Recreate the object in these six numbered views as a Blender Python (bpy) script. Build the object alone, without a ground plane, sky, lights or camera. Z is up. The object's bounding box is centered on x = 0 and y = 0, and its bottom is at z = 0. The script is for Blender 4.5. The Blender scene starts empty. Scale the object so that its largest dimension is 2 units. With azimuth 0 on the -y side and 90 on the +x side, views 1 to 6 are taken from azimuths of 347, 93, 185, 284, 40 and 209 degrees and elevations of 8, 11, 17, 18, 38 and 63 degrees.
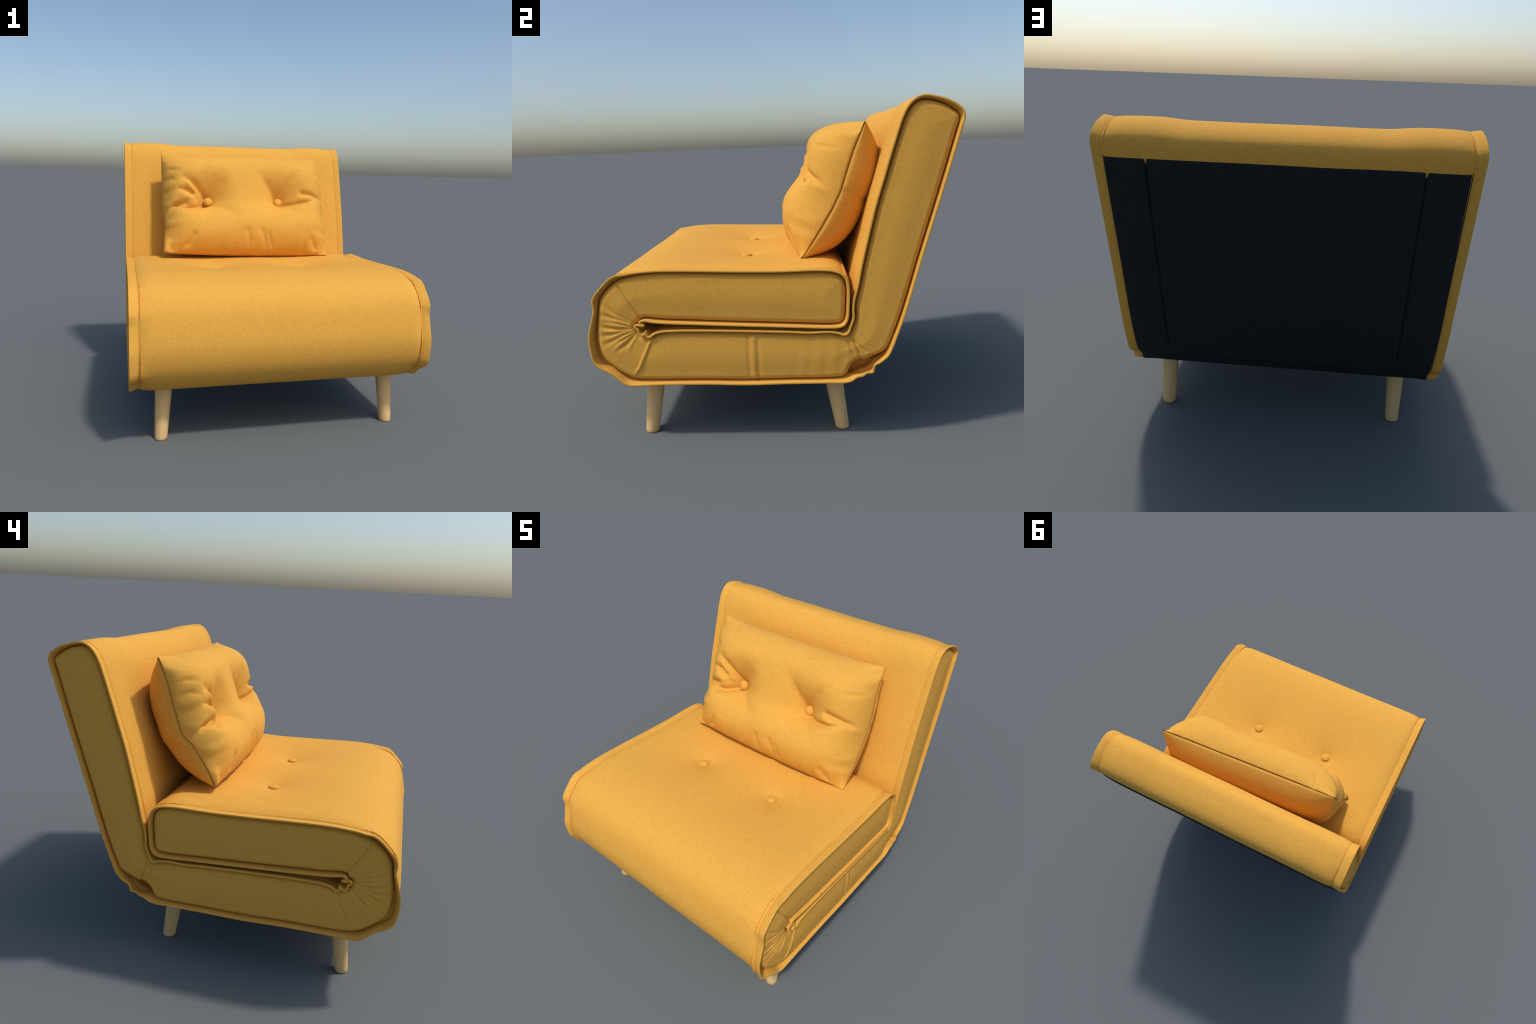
"""Mustard fold-out armchair: one long padded strip folded into seat, front roll,
base and backrest, with a wide welt (lip) around both side panels, four turned
wooden legs, a dark backing cloth, tufting buttons and a loose tufted pillow."""
import bpy, math
import numpy as np

rng = np.random.default_rng(7)

# ------------------------------------------------------------------ materials
def new_material(name):
    m = bpy.data.materials.new(name)
    m.use_nodes = True
    nt = m.node_tree
    nt.nodes.clear()
    out = nt.nodes.new('ShaderNodeOutputMaterial')
    p = nt.nodes.new('ShaderNodeBsdfPrincipled')
    nt.links.new(p.outputs[0], out.inputs[0])
    return m, nt, p

def noise(nt, coord, scale, detail=3.0, stretch=(1, 1, 1), rough=0.6):
    mp = nt.nodes.new('ShaderNodeMapping')
    mp.inputs['Scale'].default_value = stretch
    nt.links.new(coord, mp.inputs[0])
    n = nt.nodes.new('ShaderNodeTexNoise')
    n.inputs['Scale'].default_value = scale
    n.inputs['Detail'].default_value = detail
    n.inputs['Roughness'].default_value = rough
    nt.links.new(mp.outputs[0], n.inputs['Vector'])
    return n.outputs['Fac']

def math_node(nt, op, a, b):
    n = nt.nodes.new('ShaderNodeMath')
    n.operation = op
    for i, v in enumerate((a, b)):
        if isinstance(v, (int, float)):
            n.inputs[i].default_value = v
        else:
            nt.links.new(v, n.inputs[i])
    return n.outputs[0]

def ramp(nt, fac, stops):
    r = nt.nodes.new('ShaderNodeValToRGB')
    el = r.color_ramp.elements
    while len(el) < len(stops):
        el.new(0.5)
    for e, (pos, col) in zip(el, stops):
        e.position = pos
        e.color = (*col, 1)
    nt.links.new(fac, r.inputs[0])
    return r.outputs[0]

def bump(nt, p, height, strength, dist):
    b = nt.nodes.new('ShaderNodeBump')
    b.inputs['Strength'].default_value = strength
    b.inputs['Distance'].default_value = dist
    nt.links.new(height, b.inputs['Height'])
    nt.links.new(b.outputs[0], p.inputs['Normal'])

def fabric_material(name, dark, mid, light, rough=0.9):
    """Woven linen look: crossed thread noise plus soft slubs."""
    m, nt, p = new_material(name)
    co = nt.nodes.new('ShaderNodeTexCoord').outputs['Object']
    threads = [noise(nt, co, 150, 2, st) for st in ((0.18, 1, 1), (1, 0.18, 1), (1, 1, 0.18))]
    slub = noise(nt, co, 30, 3)
    f = math_node(nt, 'MULTIPLY', slub, 0.10)
    for th in threads:
        f = math_node(nt, 'ADD', f, math_node(nt, 'MULTIPLY', th, 0.30))
    col = ramp(nt, f, [(0.43, dark), (0.5, mid), (0.57, light)])
    nt.links.new(col, p.inputs['Base Color'])
    p.inputs['Roughness'].default_value = rough
    p.inputs['Specular IOR Level'].default_value = 0.15
    fine = math_node(nt, 'ADD', noise(nt, co, 260, 1, (0.2, 1, 1)), noise(nt, co, 260, 1, (1, 0.2, 0.2)))
    bump(nt, p, fine, 0.25, 0.0015)
    return m

FABRIC = fabric_material('mustard_fabric', (0.695, 0.352, 0.056), (0.738, 0.375, 0.062), (0.770, 0.392, 0.067))
LINING = fabric_material('dark_backing_cloth', (0.015, 0.017, 0.019), (0.018, 0.0205, 0.023), (0.021, 0.024, 0.027), 0.95)

def wood_material():
    m, nt, p = new_material('pale_wood')
    co = nt.nodes.new('ShaderNodeTexCoord').outputs['Object']
    grain = noise(nt, co, 55, 5, (1, 1, 0.07))
    broad = noise(nt, co, 9, 2, (1, 1, 0.2))
    f = math_node(nt, 'ADD', math_node(nt, 'MULTIPLY', grain, 0.65), math_node(nt, 'MULTIPLY', broad, 0.35))
    col = ramp(nt, f, [(0.3, (0.68, 0.425, 0.180)), (0.5, (0.76, 0.485, 0.210)), (0.7, (0.81, 0.525, 0.235))])
    nt.links.new(col, p.inputs['Base Color'])
    p.inputs['Roughness'].default_value = 0.55
    p.inputs['Specular IOR Level'].default_value = 0.3
    bump(nt, p, grain, 0.12, 0.001)
    return m
WOOD = wood_material()

# ------------------------------------------------------------------ helpers
def gauss_loop(a, sigma):
    """Gaussian smoothing of a closed loop; sigma in samples."""
    k = int(3 * sigma) + 1
    w = np.exp(-0.5 * (np.arange(-k, k + 1) / sigma) ** 2)
    w /= w.sum()
    out = np.zeros_like(a)
    for i, wi in zip(range(-k, k + 1), w):
        out += wi * np.roll(a, -i, axis=0)
    return out

def catmull_loop(ctrl, per=24):
    """Closed centripetal-ish Catmull-Rom through rows of ctrl."""
    P = np.asarray(ctrl, float)
    n = len(P)
    out, own = [], []
    for i in range(n):
        p0, p1, p2, p3 = P[i - 1], P[i], P[(i + 1) % n], P[(i + 2) % n]
        d0, d1, d2 = [max(np.linalg.norm((b - a)[:2]), 1e-4) ** 0.5 for a, b in ((p0, p1), (p1, p2), (p2, p3))]
        m1 = (p2 - p1) + d1 * ((p1 - p0) / d0 - (p2 - p0) / (d0 + d1))
        m2 = (p2 - p1) + d1 * ((p3 - p2) / d2 - (p3 - p1) / (d1 + d2))
        t = np.linspace(0, 1, per, endpoint=False)[:, None]
        out.append((2 * t**3 - 3 * t**2 + 1) * p1 + (t**3 - 2 * t**2 + t) * m1 + (-2 * t**3 + 3 * t**2) * p2 + (t**3 - t**2) * m2)
        own += [i + k / per for k in range(per)]
    return np.vstack(out), np.array(own)

def resample_loop(P, own, step):
    Q = np.vstack([P, P[:1]])
    seg = np.linalg.norm(np.diff(Q[:, :2], axis=0), axis=1)
    s = np.concatenate([[0], np.cumsum(seg)])
    n = int(s[-1] / step)
    t = np.linspace(0, s[-1], n, endpoint=False)
    R = np.stack([np.interp(t, s, Q[:, k]) for k in range(Q.shape[1])], 1)
    o = np.interp(t, s, np.concatenate([own, [own[0] + round(own[-1] + 0.5)]]))
    return R, o

def loop_normals(P, sigma):
    S = gauss_loop(P, sigma)
    t = np.roll(S, -1, 0) - np.roll(S, 1, 0)
    t /= np.linalg.norm(t, axis=1)[:, None] + 1e-12
    return np.stack([t[:, 1], -t[:, 0]], 1)          # outward for this winding

def smoothstep(a, b, x):
    t = np.clip((x - a) / (b - a), 0, 1)
    return t * t * (3 - 2 * t)

def seg_dist(p, a, b):
    """Distance of 2D points p to segment ab, and the parameter along it."""
    a, b = np.asarray(a, float), np.asarray(b, float)
    ab = b - a
    t = np.clip(((p - a) @ ab) / (ab @ ab), 0, 1)
    return np.linalg.norm(p - (a + t[:, None] * ab), axis=1), t

def polyline_dist(p, pts):
    best, par = np.full(len(p), 9.0), np.zeros(len(p))
    n = len(pts) - 1
    for i in range(n):
        d, t = seg_dist(p, pts[i], pts[i + 1])
        k = d < best
        best[k], par[k] = d[k], (i + t[k]) / n
    return best, par

def make_object(name, V, F, mat, parent=None, normals=None, smooth=True):
    me = bpy.data.meshes.new(name)
    me.from_pydata([tuple(v) for v in V], [], [tuple(int(i) for i in f) for f in F])
    me.materials.append(mat)
    if smooth:
        me.polygons.foreach_set('use_smooth', [True] * len(me.polygons))
    me.update()
    if normals is not None:
        me.normals_split_custom_set_from_vertices([tuple(n) for n in normals])
    ob = bpy.data.objects.new(name, me)
    bpy.context.scene.collection.objects.link(ob)
    if parent:
        ob.parent = parent
    return ob

def grid_normals(V, F):
    V = np.asarray(V)
    N = np.zeros_like(V)
    Fq = np.asarray(F)
    a = V[Fq[:, 2]] - V[Fq[:, 0]]
    b = V[Fq[:, 3]] - V[Fq[:, 1]]
    fn = np.cross(a, b)
    for k in range(4):
        np.add.at(N, Fq[:, k], fn)
    L = np.linalg.norm(N, axis=1)
    L[L == 0] = 1
    return N / L[:, None]

# ------------------------------------------------------------------ side profile
# Rows: y, z of the lip edge; p = how far the side panel's edge lies inside it;
# m = how far the main cloth lies inside it (None: follows p).
SEAT, ROLL, BASE, BACK = 0, 1, 2, 3
D = 0.018
PROFILE = [
    # seat: top, running forward
    (SEAT, 0.337, 0.957, D), (SEAT, 0.267, 0.964, D), (SEAT, 0.045, 0.963, D), (SEAT, -0.181, 0.969, D),
    (SEAT, -0.409, 0.978, D), (SEAT, -0.597, 0.982, D), (SEAT, -0.723, 0.975, 0.022), (SEAT, -0.790, 0.965, 0.026),
    # front roll with its rippled lip
    (ROLL, -0.825, 0.961, 0.030), (ROLL, -0.860, 0.942, 0.030), (ROLL, -0.921, 0.883, 0.028), (ROLL, -0.948, 0.851, 0.027),
    (ROLL, -0.961, 0.822, 0.027), (ROLL, -0.959, 0.767, 0.019), (ROLL, -0.971, 0.722, 0.022), (ROLL, -0.986, 0.672, 0.030),
    (ROLL, -0.998, 0.626, 0.037), (ROLL, -1.000, 0.585, 0.040), (ROLL, -0.995, 0.524, 0.045), (ROLL, -0.983, 0.472, 0.048),
    (ROLL, -0.957, 0.440, 0.045), (ROLL, -0.901, 0.408, 0.033), (ROLL, -0.859, 0.376, 0.028), (ROLL, -0.827, 0.347, 0.034),
    # base: underside running back
    (BASE, -0.793, 0.332, 0.036), (BASE, -0.723, 0.331, 0.028), (BASE, -0.643, 0.334, 0.022), (BASE, -0.372, 0.334, 0.020),
    (BASE, -0.151, 0.327, 0.021), (BASE, 0.100, 0.330, 0.020), (BASE, 0.296, 0.330, 0.020), (BASE, 0.392, 0.330, 0.030),
    # crumpled hinge at the lower rear
    (BASE, 0.430, 0.340, 0.050), (BASE, 0.455, 0.358, 0.070), (BASE, 0.489, 0.367, 0.088),
    (BACK, 0.508, 0.382, 0.080), (BACK, 0.541, 0.386, 0.084), (BACK, 0.553, 0.426, 0.050), (BACK, 0.580, 0.440, 0.042),
    (BACK, 0.622, 0.476, 0.030), (BACK, 0.638, 0.503, 0.022),
    # backrest: rear, top, front
    (BACK, 0.676, 0.605, D), (BACK, 0.712, 0.710, D), (BACK, 0.800, 1.021, D), (BACK, 0.896, 1.349, D), (BACK, 0.976, 1.635, D),
    (BACK, 0.996, 1.714, D), (BACK, 0.984, 1.746, 0.022), (BACK, 0.958, 1.770, 0.025), (BACK, 0.909, 1.797, 0.022),
    (BACK, 0.851, 1.815, 0.020), (BACK, 0.804, 1.823, 0.020), (BACK, 0.770, 1.818, 0.020), (BACK, 0.738, 1.800, D),
    (BACK, 0.711, 1.770, D), (BACK, 0.685, 1.719, D), (BACK, 0.641, 1.586, D), (BACK, 0.593, 1.426, D), (BACK, 0.550, 1.281, D),
    (BACK, 0.514, 1.133, D), (BACK, 0.480, 0.985, D), (BACK, 0.456, 0.863, D), (BACK, 0.437, 0.791, D), (BACK, 0.432, 0.738, D),
    (BACK, 0.433, 0.694, D), (BACK, 0.418, 0.650, D), (BACK, 0.406, 0.618, D),
    # base: upper side, running forward inside the slot
    (BASE, 0.389, 0.608, D), (BASE, 0.364, 0.617, D), (BASE, 0.312, 0.626, D), (BASE, 0.207, 0.624, D), (BASE, 0.110, 0.630, D),
    (BASE, -0.198, 0.643, D), (BASE, -0.430, 0.650, D), (BASE, -0.540, 0.650, D), (BASE, -0.599, 0.646, D),
    # pinched folds at the end of the slot
    (ROLL, -0.634, 0.636, 0.015), (ROLL, -0.664, 0.617, 0.014), (ROLL, -0.673, 0.626, 0.014), (ROLL, -0.672, 0.656, 0.014),
    (ROLL, -0.699, 0.629, 0.014), (ROLL, -0.713, 0.641, 0.014), (ROLL, -0.713, 0.656, 0.014), (ROLL, -0.732, 0.676, 0.014),
    (ROLL, -0.690, 0.670, 0.014), (ROLL, -0.679, 0.679, 0.014), (ROLL, -0.705, 0.695, 0.014), (ROLL, -0.684, 0.699, 0.015),
    # seat: underside and rear end
    (SEAT, -0.644, 0.692, D), (SEAT, -0.596, 0.686, D), (SEAT, -0.430, 0.676, D), (SEAT, -0.197, 0.663, D), (SEAT, 0.110, 0.648, D),
    (SEAT, 0.208, 0.643, D), (SEAT, 0.303, 0.639, D), (SEAT, 0.369, 0.642, D), (SEAT, 0.397, 0.657, D), (SEAT, 0.414, 0.694, D),
    (SEAT, 0.420, 0.767, D), (SEAT, 0.421, 0.864, D), (SEAT, 0.410, 0.908, D), (SEAT, 0.383, 0.939, D),
]
HINGE_M = {31: 0.012, 32: 0.014, 33: 0.002, 34: -0.012, 35: -0.016, 36: -0.016, 37: -0.006, 38: -0.002, 39: 0.004}
REG = np.array([r[0] for r in PROFILE])
ctrl = np.array([[r[1], r[2], r[3], HINGE_M.get(i, min(max(r[3] - 0.013, 0.003), 0.014))] for i, r in enumerate(PROFILE)])

dense, own = catmull_loop(ctrl, 24)
STEP = 0.0065
R, own = resample_loop(dense, own, STEP)
LIP, PIN, MIN = R[:, :2], R[:, 2], R[:, 3]
NL = len(LIP)
n_soft = loop_normals(LIP, 4.0)
n_lip = loop_normals(LIP, 1.6)
MAIN = gauss_loop(LIP - n_soft * MIN[:, None], 3.5)
n_main = loop_normals(MAIN, 2.0)
PANEL = LIP - n_soft * PIN[:, None]
_f = (smoothstep(-0.70, -0.82, LIP[:, 0]))[:, None]
PANEL = gauss_loop(PANEL, 1.5) * (1 - _f) + gauss_loop(PANEL, 8) * _f
# the padded cloth swells past the seams: broad, smooth middle line of the strip
LIP4, LIP11 = gauss_loop(LIP, 4), gauss_loop(LIP, 11)
fw = smoothstep(-0.62, -0.80, LIP11[:, 0]) * (np.hypot(LIP11[:, 0] + 0.70, LIP11[:, 1] - 0.66) > 0.15)
BROAD = LIP4 * (1 - fw)[:, None] + LIP11 * fw[:, None]
n_broad = loop_normals(BROAD, 5.0)
_y, _z = LIP4[:, 0], LIP4[:, 1]
_up, _rear, _down = n_broad[:, 1], n_broad[:, 0], -n_broad[:, 1]
swell = np.full(len(LIP), -0.003)
swell = np.where((_z > 0.85) & (_y < 0.45), -0.003 + 0.016 * smoothstep(0.3, 0.9, _up), swell)
nose = 0.007 - 0.017 * smoothstep(0.68, 0.52, _z) + 0.023 * smoothstep(0.47, 0.37, _z)
swell = np.where(fw > 0, swell * (1 - fw) + nose * fw, swell)
swell = np.where((_z < 0.40) & (_down > 0.5), swell * fw + 0.008 * (1 - fw), swell)
back_rear = (_y > 0.55) & (_rear > 0.3)
swell = np.where(back_rear, 0.008 * smoothstep(1.74, 1.50, _z) + 0.005 * smoothstep(1.3, 0.8, _z) * smoothstep(0.45, 0.75, _z), swell)
swell = np.where((_y > 0.42) & (_z > 0.70) & (_rear < 0), 0.002 + 0.006 * smoothstep(1.1, 0.9, _z), swell)
swell = np.where((_y > 0.36) & (_y < 0.428) & (_z > 0.70) & (_rear > 0.2), 0.008, swell)
swell = np.where((_z < 0.52) & (_y > 0.40) & (_y < 0.66), 0.009, swell)
BROAD = BROAD + n_broad * gauss_loop(swell[:, None], 6)
n_broad = loop_normals(BROAD, 4.0)
REGION = REG[np.floor(own).astype(int) % len(REG)]

X_SEAM, X_LIP, T_LIP = 0.848, 0.899, 0.012
SEAT_BUTTONS = [(-0.307, -0.169), (0.307, -0.169)]

# ------------------------------------------------------------------ cloth band with lips
def main_offset(x, P, Nn, region):
    """Outward relief of the main cloth at distance x from the middle."""
    off = np.zeros(len(P))
    up = (Nn[:, 1] > 0.6) & (region == SEAT) & (P[:, 1] > 0.85)
    for bx, by in SEAT_BUTTONS:
        r = np.hypot(x - bx, P[:, 0] - by)
        off -= up * (0.031 * np.exp(-(r / 0.085) ** 1.2) + 0.024 * np.exp(-(r / 0.25) ** 2))
    off -= up * 0.008 * smoothstep(-0.1, 0.3, P[:, 0])
    # backrest top is slacker in the middle than near its ends
    top = smoothstep(1.66, 1.80, P[:, 1]) * (region == BACK)
    off -= top * (0.010 * (1 - smoothstep(0.45, 0.63, abs(x))) - 0.002 * np.exp(-((abs(x) - 0.68) / 0.1) ** 2))
    # very gentle unevenness everywhere
    off += 0.0012 * np.sin(3.1 * P[:, 0] * 2 + x * 5.3) * np.sin(4.7 * x + P[:, 1] * 3)
    return off

def cloth_at(x):
    """Loop of the main cloth at x: swollen in the middle, drawn in at the seams."""
    t = np.clip((abs(x) - 0.755) / (X_SEAM - 0.755), 0, 1)
    w = 1 - t ** 2.5
    P = MAIN * (1 - w) + BROAD * w
    return P + n_broad * main_offset(x, P, n_broad, REGION)[:, None]

half = np.concatenate([np.linspace(0, 0.78, 40), [0.795, 0.81, 0.822, 0.832, 0.839, 0.8435]])
xs_main = np.concatenate([-half[::-1], half[1:]])
cols, colx = [], []                      # each column: (NL,3)
def column(x, P):
    return np.column_stack([np.full(NL, x) if np.isscalar(x) else x, P])
def lip_columns(sign):
    c = []
    c.append(column(sign * (X_SEAM - 0.003), MAIN - n_main * 0.0015))
    c.append(column(sign * X_SEAM, MAIN - n_main * 0.0040))
    c.append(column(sign * (X_SEAM + 0.003), MAIN - n_main * 0.0015))
    for f in (0.2, 0.4, 0.6, 0.8, 0.93):
        g = f ** 1.3
        c.append(column(sign * (X_SEAM + f * (X_LIP - X_SEAM)), MAIN * (1 - g) + LIP * g + n_main * 0.0015 * math.sin(math.pi * f)))
    for dx, dn in ((-0.0006, 0.0008), (0.0, 0.003), (0.0008, 0.006), (0.0, 0.009), (-0.001, 0.0112), (-0.005, 0.0122)):
        c.append(column(sign * (X_LIP + dx), LIP - n_lip * dn))
    for f in (0.72, 0.45, 0.2, 0.0, -0.4):
        g = max(f, 0) ** 1.3
        c.append(column(sign * (X_SEAM + f * (X_LIP - X_SEAM)), (MAIN * (1 - g) + LIP * g) - n_soft * (T_LIP + 0.0005)))
    return c
UNDER = (((REGION == BACK) & (n_main[:, 0] > 0.5) & (MAIN[:, 1] < 1.615))
         | (np.isin(REGION, (BASE, BACK)) & (n_main[:, 1] < -0.3) & (MAIN[:, 1] < 0.5) & (MAIN[:, 0] > -0.69))).astype(float)
UNDER = gauss_loop(UNDER[:, None], 1.5)[:, 0]
cols = lip_columns(-1)[::-1]
for x in xs_main:
    P = cloth_at(x)
    if abs(x) < 0.83:        # the cloth is cut away behind the backing
        P = P - n_broad * (0.018 * UNDER)[:, None]
    cols.append(column(x, P))
cols += lip_columns(1)
NC = len(cols)
BV = np.stack(cols, 1).reshape(-1, 3)
ii, jj = np.meshgrid(np.arange(NL), np.arange(NC - 1), indexing='ij')
i2 = (ii + 1) % NL
BF = np.stack([ii * NC + jj, i2 * NC + jj, i2 * NC + jj + 1, ii * NC + jj + 1], -1).reshape(-1, 4)
BREG = REGION[ii.ravel()]
BN = grid_normals(BV, BF)
mid_face = BF[(NC // 2)]                  # top of the seat, must face up
if BN[mid_face[0]][2] < 0:
    BF = BF[:, ::-1]
    BN = -BN

# ------------------------------------------------------------------ padded side panels
CELL = 0.0038
FOLD_C = np.array([-0.705, 0.660])
FAN = [  # direction in degrees (180 = straight forward), depth, angular width, inner, outer reach
    (146, 0.005, 5.0, .02, .24), (157, 0.007, 4.5, .02, .24), (168, 0.006, 4.5, .02, .20), (178, 0.008, 4.5, .01, .22),
    (189, 0.007, 5.0, .01, .23), (201, 0.008, 5.0, .01, .22), (212, 0.006, 4.5, .02, .20), (222, 0.009, 5.0, .02, .17), (232, 0.008, 5.0, .02, .15)]
SEAM_TOP = [(-0.697, 0.702), (-0.755, 0.800), (-0.790, 0.862), (-0.832, 0.925)]
SEAM_LOW = [(-0.655, 0.598), (-0.690, 0.520), (-0.728, 0.440), (-0.770, 0.385)]
HINGE_LINES = [([(0.411, 0.599), (0.444, 0.553), (0.471, 0.492), (0.476, 0.465)], 0.008),
               ([(0.418, 0.602), (0.458, 0.548), (0.505, 0.503)], 0.005),
               ([(0.397, 0.589), (0.420, 0.529), (0.452, 0.452)], 0.005)]

def point_loop(p, loop, chunk=4000):
    """Signed distance (inside positive) and nearest index for points p."""
    A, Bq = loop, np.roll(loop, -1, 0)
    ab = Bq - A
    l2 = (ab ** 2).sum(1) + 1e-15
    d_out, k_out = np.empty(len(p)), np.empty(len(p), int)
    for s in range(0, len(p), chunk):
        q = p[s:s + chunk]
        ap = q[:, None, :] - A[None]
        t = np.clip((ap * ab).sum(2) / l2, 0, 1)
        dd = ((ap - t[..., None] * ab) ** 2).sum(2)
        k = dd.argmin(1)
        cond = (A[None, :, 1] > q[:, 1:2]) != (Bq[None, :, 1] > q[:, 1:2])
        dy = np.where(np.abs(ab[:, 1]) < 1e-12, 1e-12, ab[:, 1])
        xi = A[None, :, 0] + (q[:, 1:2] - A[None, :, 1]) / dy * ab[:, 0]
        inside = (cond & (q[:, 0:1] < xi)).sum(1) % 2 == 1
        d = np.sqrt(dd[np.arange(len(q)), k])
        d_out[s:s + chunk] = np.where(inside, d, -d)
        k_out[s:s + chunk] = k
    return d_out, k_out

gy = np.arange(-1.0, 1.0, CELL)
gz = np.arange(0.32, 1.84, CELL)
GY, GZ = np.meshgrid(gy, gz, indexing='ij')
pts = np.column_stack([GY.ravel(), GZ.ravel()])
# cheap prefilter with a coarse loop
d_lip, k_lip = point_loop(pts, LIP[::3])
cand = d_lip > -0.004
dp = np.full(len(pts), -1.0)
kp = np.zeros(len(pts), int)
dp[cand], kp[cand] = point_loop(pts[cand], PANEL[::2])
# snap grid points that straddle the panel's edge onto it, for a clean outline
near = cand & (np.abs(dp) < 0.45 * CELL)
Pl = PANEL[::2]
tgt_a, tgt_b = Pl[kp[near]], Pl[(kp[near] + 1) % len(Pl)]
ab = tgt_b - tgt_a
t = np.clip(((pts[near] - tgt_a) * ab).sum(1) / ((ab ** 2).sum(1) + 1e-15), 0, 1)
pts[near] = tgt_a + t[:, None] * ab
dp[near] = 0.0
keep = cand & (d_lip > 0.003)
X_FLOOR, X_FACE = 0.838, 0.887

def panel_height(p, d, right):
    t = np.clip(d / 0.034, 0, 1)
    h = X_FLOOR + (X_FACE - X_FLOOR) * np.sqrt(np.clip(1 - (1 - t) ** 2, 0, 1)) ** 0.9
    h += 0.006 * smoothstep(0.02, 0.13, d)
    full = smoothstep(0.0, 0.02, d)
    rel = p - FOLD_C
    r = np.hypot(rel[:, 0], rel[:, 1])
    ang = np.degrees(np.arctan2(rel[:, 1], rel[:, 0])) % 360
    for a, dep, w, r0, r1 in FAN:
        fade = smoothstep(r0, r0 + 0.05, r) * (1 - smoothstep(r1 * 0.6, r1 * 1.25, r))
        fade = fade * np.clip(r / 0.13, 0.25, 1.25)
        wob = 2.0 * np.sin(r * 22 + a)
        h -= full * dep * fade * np.exp(-((ang - a + wob) / w) ** 2)
        h += full * dep * 0.6 * fade * np.exp(-((ang - a - 5.5 + wob) / w) ** 2)
    ds, ps = polyline_dist(p, SEAM_TOP)
    h -= full * 0.008 * np.exp(-(ds / 0.0045) ** 2)
    dl, pl = polyline_dist(p, SEAM_LOW)
    if right:   # on one side the gather ends in a raised tuck
        h += full * (0.007 * np.exp(-(dl / 0.0075) ** 2)) * (1 - smoothstep(0.75, 1, pl))
    else:
        h -= full * (0.004 * np.exp(-(dl / 0.005) ** 2)) * (1 - smoothstep(0.6, 1, pl))
    for line, dep in HINGE_LINES:
        dh, ph = polyline_dist(p, line)
        h -= full * dep * np.exp(-(dh / 0.0046) ** 2) * (1 - 0.5 * smoothstep(0.6, 1, ph))
    # soft rucks in the base's side cloth
    inb = (p[:, 1] < 0.62) & (p[:, 0] < 0.40)
    if right:
        for cy, dep in ((-0.125, 0.0025), (-0.072, 0.003)):
            h -= full * inb * dep * np.exp(-((p[:, 0] - cy) / 0.011) ** 2)
        h += full * inb * 0.003 * np.exp(-((p[:, 0] + 0.098) / 0.013) ** 2)
    h -= full * inb * smoothstep(0.05, 0.2, p[:, 0]) * 0.0006 * (1 + np.sin(p[:, 0] * 75 + 2 * np.sin(p[:, 1] * 9)))
    # stretch marks where the hinge gathers the cloth
    h += 0.0007 * full * np.sin(p[:, 0] * 11 + p[:, 1] * 6) * np.sin(p[:, 1] * 13 - p[:, 0] * 4)
    hinge = smoothstep(0.40, 0.43, p[:, 0]) * smoothstep(0.65, 0.60, p[:, 0]) * smoothstep(0.55, 0.50, p[:, 1])
    pocket = X_FLOOR - 0.075 * hinge * smoothstep(0.0, -0.012, d)
    return np.where(d > 0, h, pocket)

ny, nz = len(gy), len(gz)
qi, qj = np.meshgrid(np.arange(ny - 1), np.arange(nz - 1), indexing='ij')
Q = np.stack([qi * nz + qj, (qi + 1) * nz + qj, (qi + 1) * nz + qj + 1, qi * nz + qj + 1], -1).reshape(-1, 4)
Q = Q[keep[Q].all(1)]
used = np.unique(Q)
remap = np.full(len(pts), -1)
remap[used] = np.arange(len(used))
Q = remap[Q]
pp, pd = pts[used], dp[used]
preg = REGION[np.minimum(kp[used] * 2, NL - 1)]
def side_of(a, b, p):
    return (b[0] - a[0]) * (p[:, 1] - a[1]) - (b[1] - a[1]) * (p[:, 0] - a[0])
low_hinge = (pp[:, 1] < 0.615) & (pp[:, 0] > 0.2)
hs = side_of((0.395, 0.605), (0.500, 0.390), pp)
preg[low_hinge] = np.where(hs[low_hinge] > 0, BACK, BASE)
front = pp[:, 0] < -0.55
s_top = side_of(SEAM_TOP[0], SEAM_TOP[-1], pp)
s_low = side_of(SEAM_LOW[0], SEAM_LOW[-1], pp)
upper = pp[:, 1] > 0.665
preg[front & upper] = np.where(s_top[front & upper] > 0, ROLL, SEAT)
preg[front & ~upper] = np.where(s_low[front & ~upper] < 0, ROLL, BASE)

panels = []
for right in (True, False):
    h = panel_height(pp, pd, right)
    V = np.column_stack([h if right else -h, pp])
    F = Q if right else Q[:, ::-1]
    n = grid_normals(V, F)
    if (n[:, 0].mean() > 0) != right:
        F, n = F[:, ::-1], -n
    panels.append((V, F, n, preg[F[:, 0]]))

# ------------------------------------------------------------------ assemble armchair
chair = bpy.data.objects.new('folding_armchair', None)
bpy.context.scene.collection.objects.link(chair)
chair['label'] = 'mustard yellow upholstered fold-out armchair on pale wooden legs'
chair['category'] = 'armchair'

def region_piece(V, F, N, mask):
    f = F[mask]
    u = np.unique(f)
    m = np.full(len(V), -1)
    m[u] = np.arange(len(u))
    return V[u], m[f], N[u]

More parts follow.
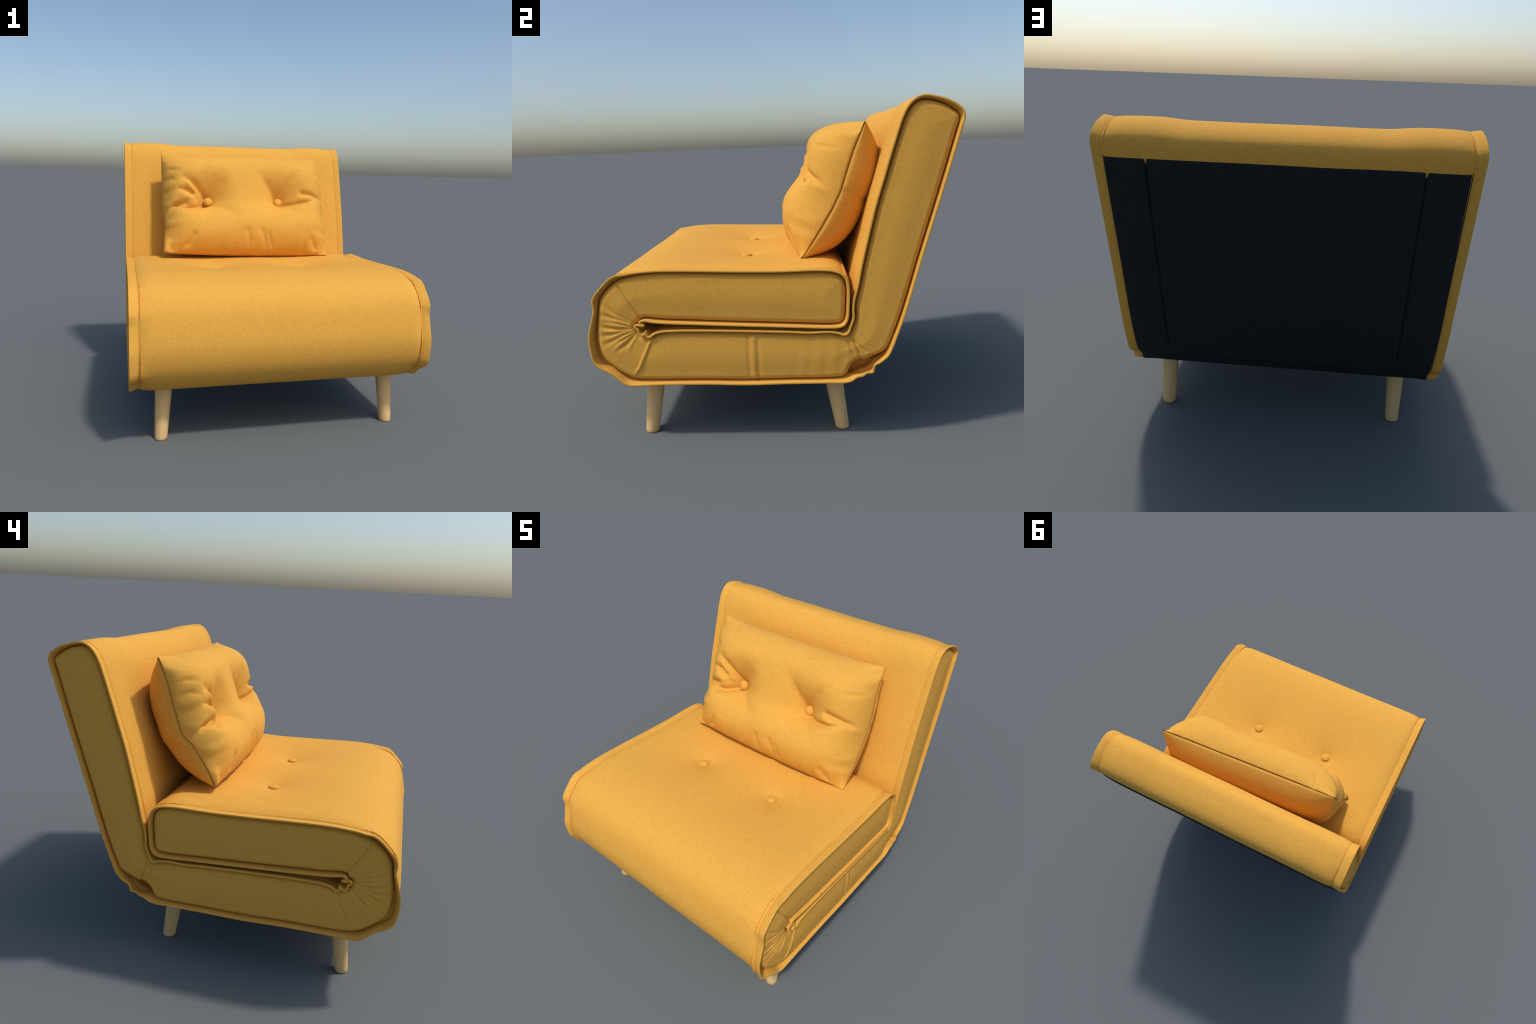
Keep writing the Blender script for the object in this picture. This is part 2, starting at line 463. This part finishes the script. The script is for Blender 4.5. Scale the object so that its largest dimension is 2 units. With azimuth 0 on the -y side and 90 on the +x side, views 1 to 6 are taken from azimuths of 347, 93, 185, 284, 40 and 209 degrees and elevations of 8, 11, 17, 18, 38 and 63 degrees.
NAMES = {SEAT: 'seat_cushion', ROLL: 'front_roll', BASE: 'base_cushion', BACK: 'backrest'}
parts = {}
for reg, name in NAMES.items():
    Vs, Fs, Ns = region_piece(BV, BF, BN, BREG == reg)
    parts[reg] = make_object(name, Vs, Fs, FABRIC, chair, Ns)
    for V, F, n, fr in panels:
        v, f, nn = region_piece(V, F, n, fr == reg)
        make_object('side_panel', v, f, FABRIC, parts[reg], nn)

# ------------------------------------------------------------------ dark backing cloth
def backing_cloth():
    """Dust cloth from high on the back, round the hinge and under the base."""
    sel = []
    for i in range(NL):
        y, z = MAIN[i]
        on_back = REGION[i] == BACK and n_main[i][0] > 0.5 and z < 1.648
        on_under = REGION[i] in (BASE, BACK) and n_main[i][1] < -0.3 and z < 0.5 and y > -0.72
        if on_back or on_under:
            sel.append(i)
    sel = np.array(sel)                       # runs from the front underside to the upper back
    Nn = loop_normals(MAIN, 8)[sel]
    n = len(sel)
    inner = np.concatenate([np.linspace(0, 0.60, 13), [0.62, 0.632, 0.638, 0.641, 0.644, 0.647, 0.650, 0.656, 0.668],
                            np.linspace(0.70, 0.83, 6), [0.84, 0.846, 0.85]])
    xs = np.concatenate([-inner[::-1], inner[1:]])
    ride = {x: cloth_at(min(abs(x), 0.843))[sel] for x in xs}
    V = []
    for k in range(n):
        end = min(k, n - 1 - k)
        for x in xs:
            ax = abs(x)
            rise = 0.0065
            if ax > 0.845 or end == 0:
                rise = -0.003
            elif ax > 0.838 or end == 1:
                rise = 0.0035
            vis = smoothstep(0.46, 0.60, ride[x][k][1])
            rise -= 0.014 * math.exp(-((ax - 0.644) / 0.0045) ** 2) * vis
            V.append((x, *(ride[x][k] + Nn[k] * rise)))
    m = len(xs)
    F = [(k * m + j, (k + 1) * m + j, (k + 1) * m + j + 1, k * m + j + 1) for k in range(n - 1) for j in range(m - 1)]
    V, F = np.array(V), np.array(F)
    nn = grid_normals(V, F)
    if nn[(n - 6) * m + m // 2][1] < 0:
        F, nn = F[:, ::-1], -nn
    return make_object('backing_cloth', V, F, LINING, chair, nn)
backing_cloth()

# ------------------------------------------------------------------ lathe helper, buttons, legs
def lathe(profile, seg=40):
    V, F = [], []
    for r, z in profile:
        for k in range(seg):
            a = 2 * math.pi * k / seg
            V.append((r * math.cos(a), r * math.sin(a), z))
    n = len(profile)
    for i in range(n - 1):
        for k in range(seg):
            k2 = (k + 1) % seg
            F.append((i * seg + k, i * seg + k2, (i + 1) * seg + k2, (i + 1) * seg + k))
    F.append(tuple(range((n - 1) * seg, n * seg)))
    F.append(tuple(reversed(range(seg))))
    return V, F

def button_mesh(radius, dome):
    prof = [(radius * 0.55, -0.016), (radius * 0.90, -0.010), (radius, -0.003), (radius * 0.99, 0.002)]
    for k in range(1, 9):
        a = k / 8 * math.pi / 2
        prof.append((max(radius * 0.985 * math.cos(a), 0.0008), 0.002 + dome * math.sin(a)))
    return lathe(prof, 36)

from mathutils import Vector, Matrix, Quaternion
def seat_height(x, y):
    k = np.where((n_main[:, 1] > 0.6) & (REGION == SEAT) & (MAIN[:, 1] > 0.85))[0]
    k = k[np.argmin(np.abs(MAIN[k, 0] - y))]
    return cloth_at(x)[k, 1]

bv, bf = button_mesh(0.034, 0.010)
first = None
for x, y in SEAT_BUTTONS:
    if first is None:
        first = make_object('button', bv, bf, FABRIC, parts[SEAT])
        ob = first
    else:
        ob = first.copy()
        bpy.context.scene.collection.objects.link(ob)
    ob.location = (x, y, seat_height(x, y) + 0.014)

def leg_mesh():
    L = 0.37
    r = lambda z: 0.0385 + (0.0530 - 0.0385) * (z / 0.34)
    prof = [(r(0) - 0.003, 0.0), (r(0) - 0.0012, 0.0006), (r(0), 0.002)]
    prof += [(r(z), z) for z in np.linspace(0.02, L, 14)]
    return lathe(prof, 48)
lv, lf = leg_mesh()
LEGS = [((0.757, -0.722), (0.747, -0.676)), ((-0.712, -0.722), (-0.690, -0.676)),
        ((0.737, 0.382), (0.732, 0.328)), ((-0.690, 0.380), (-0.692, 0.323))]
first = None
for (fx, fy), (tx, ty) in LEGS:
    # shear the turned leg so that its foot stays flat on the floor
    V = [(v[0] + (tx - fx) * v[2] / 0.35, v[1] + (ty - fy) * v[2] / 0.35, v[2]) for v in lv]
    ob = make_object('leg', V, lf, WOOD, chair)
    ob.location = (fx, fy, 0)
    for p in ob.data.polygons:
        p.use_smooth = len(p.vertices) == 4

# ------------------------------------------------------------------ loose pillow
C_TR, C_TL = np.array((0.637, 0.537, 1.716)), np.array((-0.629, 0.475, 1.738))
C_BR, C_BL = np.array((0.636, 0.176, 0.972)), np.array((-0.634, 0.122, 1.014))
PC = (C_TR + C_TL + C_BR + C_BL) / 4
PU = C_TR + C_BR - C_TL - C_BL
PU /= np.linalg.norm(PU)
PV = C_TR + C_TL - C_BR - C_BL
PV -= PU * (PV @ PU)
PV /= np.linalg.norm(PV)
PN = np.cross(PU, PV)
HU, HV = 0.634, 0.406
B_L, B_R = (-0.298, -0.014), (0.255, -0.004)

def value_noise(x, seed):
    r = np.random.default_rng(seed).uniform(-1, 1, 400)
    i = np.floor(x).astype(int)
    f = x - i
    f = f * f * (3 - 2 * f)
    return r[i % 400] * (1 - f) + r[(i + 1) % 400] * f

CREASES = [  # polyline in pillow coordinates, depth, half width, taper at the far end
    ([(-0.330, -0.045), (-0.410, -0.083), (-0.480, -0.091), (-0.540, -0.068)], 0.052, 0.022),
    ([(-0.480, -0.050), (-0.560, -0.062), (-0.634, -0.098)], 0.034, 0.022),
    ([(-0.330, 0.020), (-0.400, 0.085), (-0.485, 0.145)], 0.035, 0.026),
    ([(-0.420, 0.024), (-0.474, 0.050), (-0.525, 0.060)], 0.026, 0.015),
    ([(0.285, -0.036), (0.350, -0.044), (0.450, -0.036), (0.515, -0.010)], 0.036, 0.018),
    ([(0.425, 0.036), (0.490, 0.030), (0.560, 0.018), (0.634, -0.002)], 0.032, 0.020),
    ([(0.225, 0.020), (0.165, 0.090), (0.105, 0.175)], 0.030, 0.040),
    ([(0.275, 0.060), (0.325, 0.130), (0.395, 0.205)], 0.012, 0.022),
    ([(-0.270, 0.030), (-0.215, 0.100), (-0.190, 0.170)], 0.018, 0.045),
    ([(-0.360, -0.025), (-0.250, -0.020), (-0.020, -0.035), (0.210, -0.010), (0.310, -0.015)], 0.022, 0.110),
    ([(-0.034, -0.270), (-0.012, -0.340), (-0.020, -0.400)], 0.011, 0.020),
    ([(0.080, -0.270), (0.110, -0.340), (0.125, -0.400)], 0.014, 0.020),
    ([(0.130, -0.290), (0.152, -0.350), (0.190, -0.400)], 0.009, 0.016),
    ([(-0.270, -0.050), (-0.200, -0.095), (-0.110, -0.150)], 0.013, 0.030),
    ([(0.220, -0.040), (0.160, -0.085), (0.095, -0.125)], 0.011, 0.028),
    ([(0.275, -0.050), (0.320, -0.095), (0.370, -0.140)], 0.009, 0.028),
    ([(-0.425, -0.300), (-0.455, -0.350), (-0.510, -0.395)], 0.016, 0.018),
    ([(0.480, -0.320), (0.520, -0.370), (0.545, -0.400)], 0.020, 0.026),
    ([(0.600, 0.215), (0.545, 0.200), (0.500, 0.190)], 0.010, 0.014),
    ([(-0.634, 0.240), (-0.575, 0.225), (-0.530, 0.200)], 0.012, 0.018),
    ([(-0.634, 0.160), (-0.580, 0.150), (-0.545, 0.120)], 0.010, 0.014),
    ([(-0.634, -0.200), (-0.580, -0.190), (-0.530, -0.170)], 0.008, 0.016),
    ([(0.640, -0.200), (0.590, -0.190), (0.540, -0.190)], 0.008, 0.016),
    ([(-0.480, 0.400), (-0.470, 0.350), (-0.440, 0.310)], 0.012, 0.018),
    ([(0.480, 0.405), (0.475, 0.360), (0.450, 0.320)], 0.009, 0.018),
]
RIDGES = [([(-0.350, -0.020), (-0.400, 0.040), (-0.455, 0.095), (-0.505, 0.120)], 0.016, 0.020),
          ([(-0.400, -0.020), (-0.470, -0.005), (-0.540, 0.010)], 0.014, 0.026),
          ([(0.380, 0.000), (0.450, 0.000), (0.530, -0.010)], 0.005, 0.022)]

def pillow_front(u, v):
    p = np.column_stack([u * HU, v * HV])
    au, av = np.abs(u), np.abs(v)
    h = 0.206 * (1 - au ** np.where(u > 0, 6.2, 6.0)) ** 0.62 * (1 - av ** 3.2) ** 0.62
    h -= 0.018 * np.exp(-(p[:, 0] / 0.15) ** 2) * np.exp(-((p[:, 1] - 0.16) / 0.16) ** 2)
    # the right half is fuller than the left
    h += 0.022 * smoothstep(0.10, 0.30, p[:, 0]) * (1 - au ** 8) * (1 - av ** 6)
    h += 0.016 * np.exp(-((p[:, 0] - 0.45) / 0.14) ** 2 - ((p[:, 1] - 0.24) / 0.12) ** 2)
    h += 0.014 * np.exp(-((p[:, 0] + 0.32) / 0.12) ** 2 - ((p[:, 1] - 0.22) / 0.10) ** 2)
    # fuller below than above
    h *= 1 + 0.02 * np.exp(-((v + 0.45) / 0.35) ** 2) + 0.06 * np.exp(-((v - 0.55) / 0.3) ** 2)
    h *= 1 - 0.62 * (au * av) ** 2.8      # corners are pinched into ears
    env = smoothstep(0, 0.25, 1 - au) * smoothstep(0, 0.25, 1 - av)
    for bx, by in (B_L, B_R):
        dq = p[:, 1] - by
        r = np.hypot(p[:, 0] - bx, dq)
        re = np.hypot(p[:, 0] - bx, np.where(dq > 0, dq / 1.22, dq / 0.92))
        h -= 0.108 * np.exp(-(re / 0.175) ** 1.5) + 0.040 * np.exp(-(re / 0.075) ** 1.5) + 0.010 * np.exp(-(r / 0.048) ** 4)
    edge_u = smoothstep(0.0, 0.10, 1 - au)
    edge_v = smoothstep(0.0, 0.12, 1 - av)
    for pts_, dep, w in CREASES:
        d, t = polyline_dist(p, pts_)
        fade = 1.0 if w > 0.1 else 1 - 0.6 * smoothstep(0.5, 1.0, t)
        h -= dep * fade * np.exp(-(d / w) ** 1.6) * np.clip(0.35 + 0.65 * edge_u * edge_v, 0, 1)
    for pts_, dep, w in RIDGES:
        d, t = polyline_dist(p, pts_)
        h += dep * np.exp(-(d / w) ** 2) * smoothstep(0, 0.2, t) * (1 - smoothstep(0.6, 1, t)) * edge_u
    # puckers along the seams
    ku = np.exp(-(1 - av) * HV / 0.055) * (1 - np.exp(-(1 - av) * HV / 0.012))
    kv = np.exp(-(1 - au) * HU / 0.060) * (1 - np.exp(-(1 - au) * HU / 0.012))
    h += 0.018 * ku * value_noise(p[:, 0] * 24 + 200, 3) * (v < 0) + 0.007 * ku * value_noise(p[:, 0] * 18 + 200, 5) * (v >= 0)
    h += 0.026 * kv * value_noise(p[:, 1] * 20 + np.where(u > 0, 60, 260), 9)
    h += 0.003 * env * (value_noise(p[:, 0] * 9 + p[:, 1] * 4 + 100, 11) + value_noise(p[:, 1] * 10 - p[:, 0] * 3 + 150, 12))
    return np.maximum(h, 0.0)

def pillow_back(u, v):
    p = np.column_stack([u * HU, v * HV])
    au, av = np.abs(u), np.abs(v)
    h = 0.222 * (1 - au ** 8.0) ** 0.58 * (1 - av ** 3.6) ** 0.62 * (1 - 0.35 * (au * av) ** 4)
    kv = np.exp(-(1 - au) * HU / 0.08) * (1 - np.exp(-(1 - au) * HU / 0.015))
    ku = np.exp(-(1 - av) * HV / 0.05) * (1 - np.exp(-(1 - av) * HV / 0.012))
    h += 0.010 * kv * value_noise(p[:, 1] * 14 + np.where(u > 0, 40, 140), 21) + 0.005 * ku * value_noise(p[:, 0] * 12 + 200, 22)
    d, _ = polyline_dist(p, [(0.634, 0.030), (0.57, 0.020), (0.50, 0.030)])
    h -= 0.014 * np.exp(-(d / 0.022) ** 2)
    return np.maximum(h, 0.0)

def pillow():
    nu, nv = 261, 171
    # denser samples near the seams
    warp = lambda n: np.sin(np.linspace(-1, 1, n) * math.pi / 2 * 0.86) / math.sin(math.pi / 2 * 0.86)
    a, b = np.meshgrid(warp(nu), warp(nv), indexing='ij')
    u, v = a.ravel(), b.ravel()
    base = ((1 - u)[:, None] * (1 - v)[:, None] * C_BL + (1 + u)[:, None] * (1 - v)[:, None] * C_BR
            + (1 - u)[:, None] * (1 + v)[:, None] * C_TL + (1 + u)[:, None] * (1 + v)[:, None] * C_TR) / 4
    # seams bow inward a little between the pointed corners, and ripple
    su = -0.012 * (1 - v ** 2) * np.sign(u) * np.abs(u) ** 6
    su = su + np.abs(u) ** 8 * (1 - v ** 4) * 0.010 * value_noise(v * 3.2 + np.where(u > 0, 30, 90), 31)
    su = su + np.where(u > 0, 1, 0) * np.abs(u) ** 6 * 0.022 * (1 - v ** 2)
    sv = -0.010 * (1 - u ** 4) * np.sign(v) * np.abs(v) ** 6 * (v > 0) - 0.012 * (1 - u ** 2) * (v < 0) * np.abs(v) ** 6
    base = base + su[:, None] * PU + sv[:, None] * PV
    # side seams are pulled back towards the backrest, most where the tufts draw them in
    left = np.interp(v, [-1, -0.77, -0.34, -0.147, 0.1, 0.3, 0.6, 1], [0, 0.002, 0.028, 0.060, 0.046, 0.036, 0.012, 0])
    right = np.interp(v, [-1, -0.8, -0.5, -0.2, 0.05, 0.33, 0.6, 1], [0, 0.013, 0.028, 0.038, 0.038, 0.022, 0.009, 0])
    sn = -np.abs(u) ** 3 * np.where(u < 0, left, right)
    base = base + sn[:, None] * PN
    hf, hb = pillow_front(u, v), pillow_back(u, v)
    eu = smoothstep(0, 0.012, (1 - np.abs(u)) * HU) * smoothstep(0, 0.012, (1 - np.abs(v)) * HV)
    VF = base + PN * (0.0045 + hf)[:, None]
    VB = base - PN * (0.0045 + hb)[:, None]
    k, l = np.meshgrid(np.arange(nu - 1), np.arange(nv - 1), indexing='ij')
    q = np.stack([k * nv + l, (k + 1) * nv + l, (k + 1) * nv + l + 1, k * nv + l + 1], -1).reshape(-1, 4)
    n = nu * nv
    ring = ([i * nv for i in range(nu)] + [(nu - 1) * nv + j for j in range(1, nv)]
            + [i * nv + nv - 1 for i in range(nu - 2, -1, -1)] + [j for j in range(nv - 2, 0, -1)])
    # recessed seam between the two halves
    seam = []
    for r in ring:
        inward = -(np.sign(u[r]) * (abs(u[r]) > 0.999) * PU + np.sign(v[r]) * (abs(v[r]) > 0.999) * PV)
        seam.append(base[r] + inward * 0.018)
    V = np.vstack([VF, VB, np.array(seam)])
    F = [tuple(x) for x in q] + [tuple(x) for x in (q[:, ::-1] + n)]
    m = len(ring)
    for i in range(m):
        a0, a1 = ring[i], ring[(i + 1) % m]
        s0, s1 = 2 * n + i, 2 * n + (i + 1) % m
        F.append((a1, a0, s0, s1))
        F.append((s1, s0, a0 + n, a1 + n))
    ob = make_object('throw_pillow', V, F, FABRIC)
    ob['label'] = 'plump mustard yellow rectangular pillow with two tufted buttons'
    ob['category'] = 'pillow'
    return ob

pil = pillow()
bv, bf = button_mesh(0.034, 0.026)
first = None
for bx, by in (B_L, B_R):
    if first is None:
        first = make_object('button', bv, bf, FABRIC, pil)
        ob = first
    else:
        ob = first.copy()
        bpy.context.scene.collection.objects.link(ob)
    h = pillow_front(np.array([bx / HU]), np.array([by / HV]))[0]
    ob.location = Vector(PC + PU * bx + PV * by + PN * (max(h, 0.030) + 0.014))
    
    ob.rotation_euler = Vector(PN).to_track_quat('Z', 'Y').to_euler()
